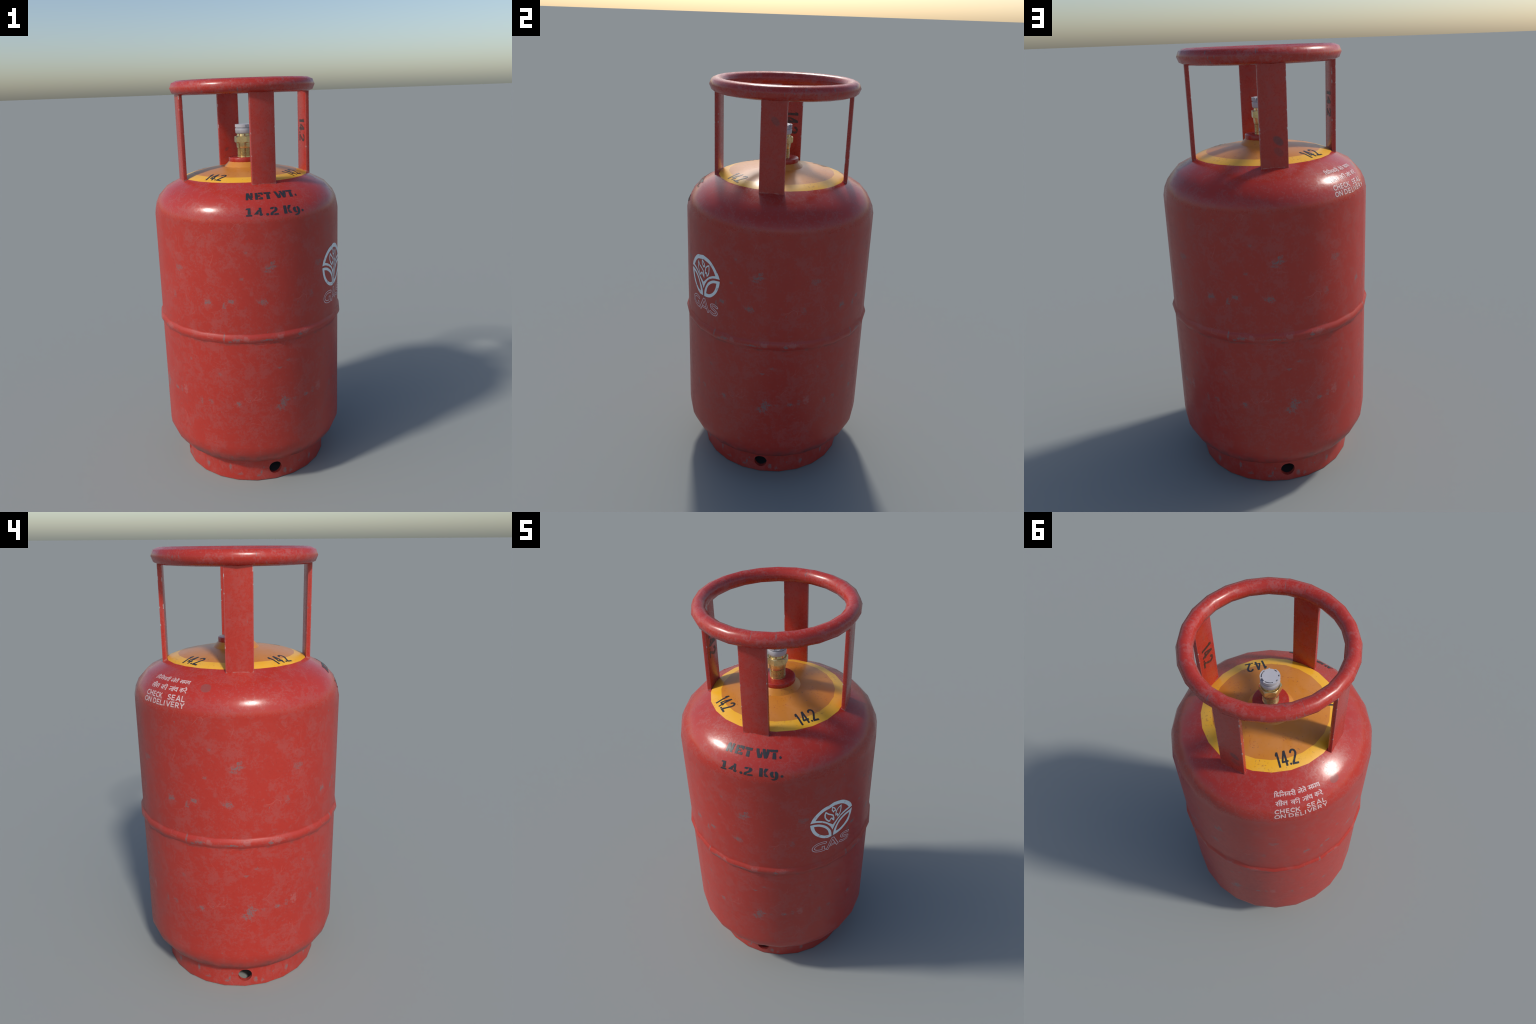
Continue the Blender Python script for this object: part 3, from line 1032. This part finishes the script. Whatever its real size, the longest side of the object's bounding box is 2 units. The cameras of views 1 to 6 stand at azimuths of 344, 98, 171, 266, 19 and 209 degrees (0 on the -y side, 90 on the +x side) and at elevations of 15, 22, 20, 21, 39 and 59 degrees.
# --- 5. round plant emblem and outlined word, in metres round azimuth -41.75
AZ0, ZL = -41.75, 1.100
def pt(az, z):
    return (radians(az - AZ0) * 0.4675, z - ZL)
def pts(*l):
    return [pt(*q) for q in l]
def mirrored(l):
    return [(-x, y) for x, y in reversed(l)]

# upper crescent: outer arc, then the two drooping leaf edges meeting in a point
low_l = curve(pts((-56.1, 1.1165), (-53.0, 1.1150), (-49.5, 1.1060), (-46.2, 1.0900), (-43.6, 1.0640), (-41.75, 1.0330)), 6)
top_l = curve(pts((-56.1, 1.1165), (-54.6, 1.1440), (-51.6, 1.1720), (-47.5, 1.1950), (-41.75, 1.2060)), 6)
outer = low_l + mirrored(low_l)[1:] + [(-x, y) for x, y in top_l][1:-1] + list(reversed(top_l))[:-1]
in_low = curve(pts((-53.0, 1.1275), (-50.0, 1.1195), (-46.8, 1.1050), (-43.9, 1.0840), (-41.75, 1.0670)), 6)
in_top = curve(pts((-53.0, 1.1275), (-50.6, 1.1540), (-47.0, 1.1755), (-41.75, 1.1850)), 6)
hole = in_low + mirrored(in_low)[1:] + [(-x, y) for x, y in in_top][1:-1] + list(reversed(in_top))[:-1]
crescent = Hole(Poly(outer), Poly(hole))
lf_up = curve(pts((-56.15, 1.1065), (-53.5, 1.1050), (-50.2, 1.0975), (-46.4, 1.0770), (-43.9, 1.0480), (-42.65, 1.0230), (-42.35, 0.9940)), 5)
lf_dn = curve(pts((-42.35, 0.9940), (-45.5, 0.9960), (-49.0, 1.0070), (-53.2, 1.0380), (-55.4, 1.0750), (-56.15, 1.1065)), 5)
lh_up = curve(pts((-53.8, 1.0920), (-50.6, 1.0850), (-47.2, 1.0660), (-45.2, 1.0430), (-44.2, 1.0130)), 5)
lh_dn = curve(pts((-44.2, 1.0130), (-47.2, 1.0170), (-50.6, 1.0360), (-52.9, 1.0640), (-53.8, 1.0920)), 5)
leaf_l = Hole(Poly(lf_up + lf_dn[1:-1]), Poly(lh_up + lh_dn[1:-1]))
leaf_r = Hole(Poly(mirrored(lf_up + lf_dn[1:-1])), Poly(mirrored(lh_up + lh_dn[1:-1])))
fl = pts((-47.0, 1.1680), (-47.75, 1.1500), (-47.6, 1.1300), (-46.5, 1.1130), (-44.9, 1.0985), (-43.7, 1.0960), (-43.9, 1.1010), (-43.1, 1.1100), (-42.2, 1.0985), (-40.95, 1.0880), (-40.85, 1.1060), (-41.5, 1.1270), (-43.0, 1.1390), (-44.9, 1.1500))
fm = pts((-43.0, 1.1830), (-43.15, 1.1620), (-42.2, 1.1470), (-41.45, 1.1395), (-41.35, 1.1490), (-40.3, 1.1440), (-40.05, 1.1540), (-40.6, 1.1660), (-41.6, 1.1760))
fr = pts((-36.15, 1.1690), (-38.2, 1.1610), (-39.8, 1.1480), (-40.35, 1.1290), (-40.05, 1.1120), (-39.0, 1.1190), (-38.8, 1.1010), (-37.3, 1.1090), (-36.35, 1.1250), (-36.0, 1.1470))
emblem = [crescent, leaf_l, leaf_r, Outline([Poly(fl)], 0.0068), Outline([Poly(fm)], 0.0056), Outline([Poly(fr)], 0.0060)]
def place_emblem(x, y):
    return on_wall(radians(AZ0) + x / 0.4675, ZL + y, LIFT)
lay('plant_emblem', emblem, 0.0014, place_emblem, M_LOGO)

w = 0.0155
G = [Stroke([(pt(-48.6, 0)[0] + 0.0428 * cos(radians(q)), 0.9457 - ZL + 0.0244 * sin(radians(q))) for q in range(64, 296, 8)], w),
     Bar(pt(-47.55, 0.9140), pt(-47.55, 0.9475), w)]
A = [Bar(pt(-45.2, 0.9145), pt(-41.2, 0.9790), w), Bar(pt(-41.2, 0.9790), pt(-37.2, 0.9145), w), Bar(pt(-43.5, 0.9330), pt(-38.9, 0.9330), w * .8)]
Sx, Sr = pt(-32.3, 0)[0], 0.0245
Sg = [Stroke([(Sx + 0.0240, 0.9655 - ZL)] + curve([(Sx + 0.0020, 0.9715 - ZL), (Sx - 0.0180, 0.9645 - ZL), (Sx - 0.0150, 0.9510 - ZL), (Sx + 0.0060, 0.9455 - ZL), (Sx + 0.0210, 0.9360 - ZL), (Sx + 0.0140, 0.9240 - ZL), (Sx - 0.0080, 0.9215 - ZL), (Sx - 0.0250, 0.9270 - ZL)], 5), w * .9)]
lay('outlined_word', [Outline(G, 0.0040), Outline(A, 0.0040), Outline(Sg, 0.0040)], 0.0011, place_emblem, M_OUTLINE)
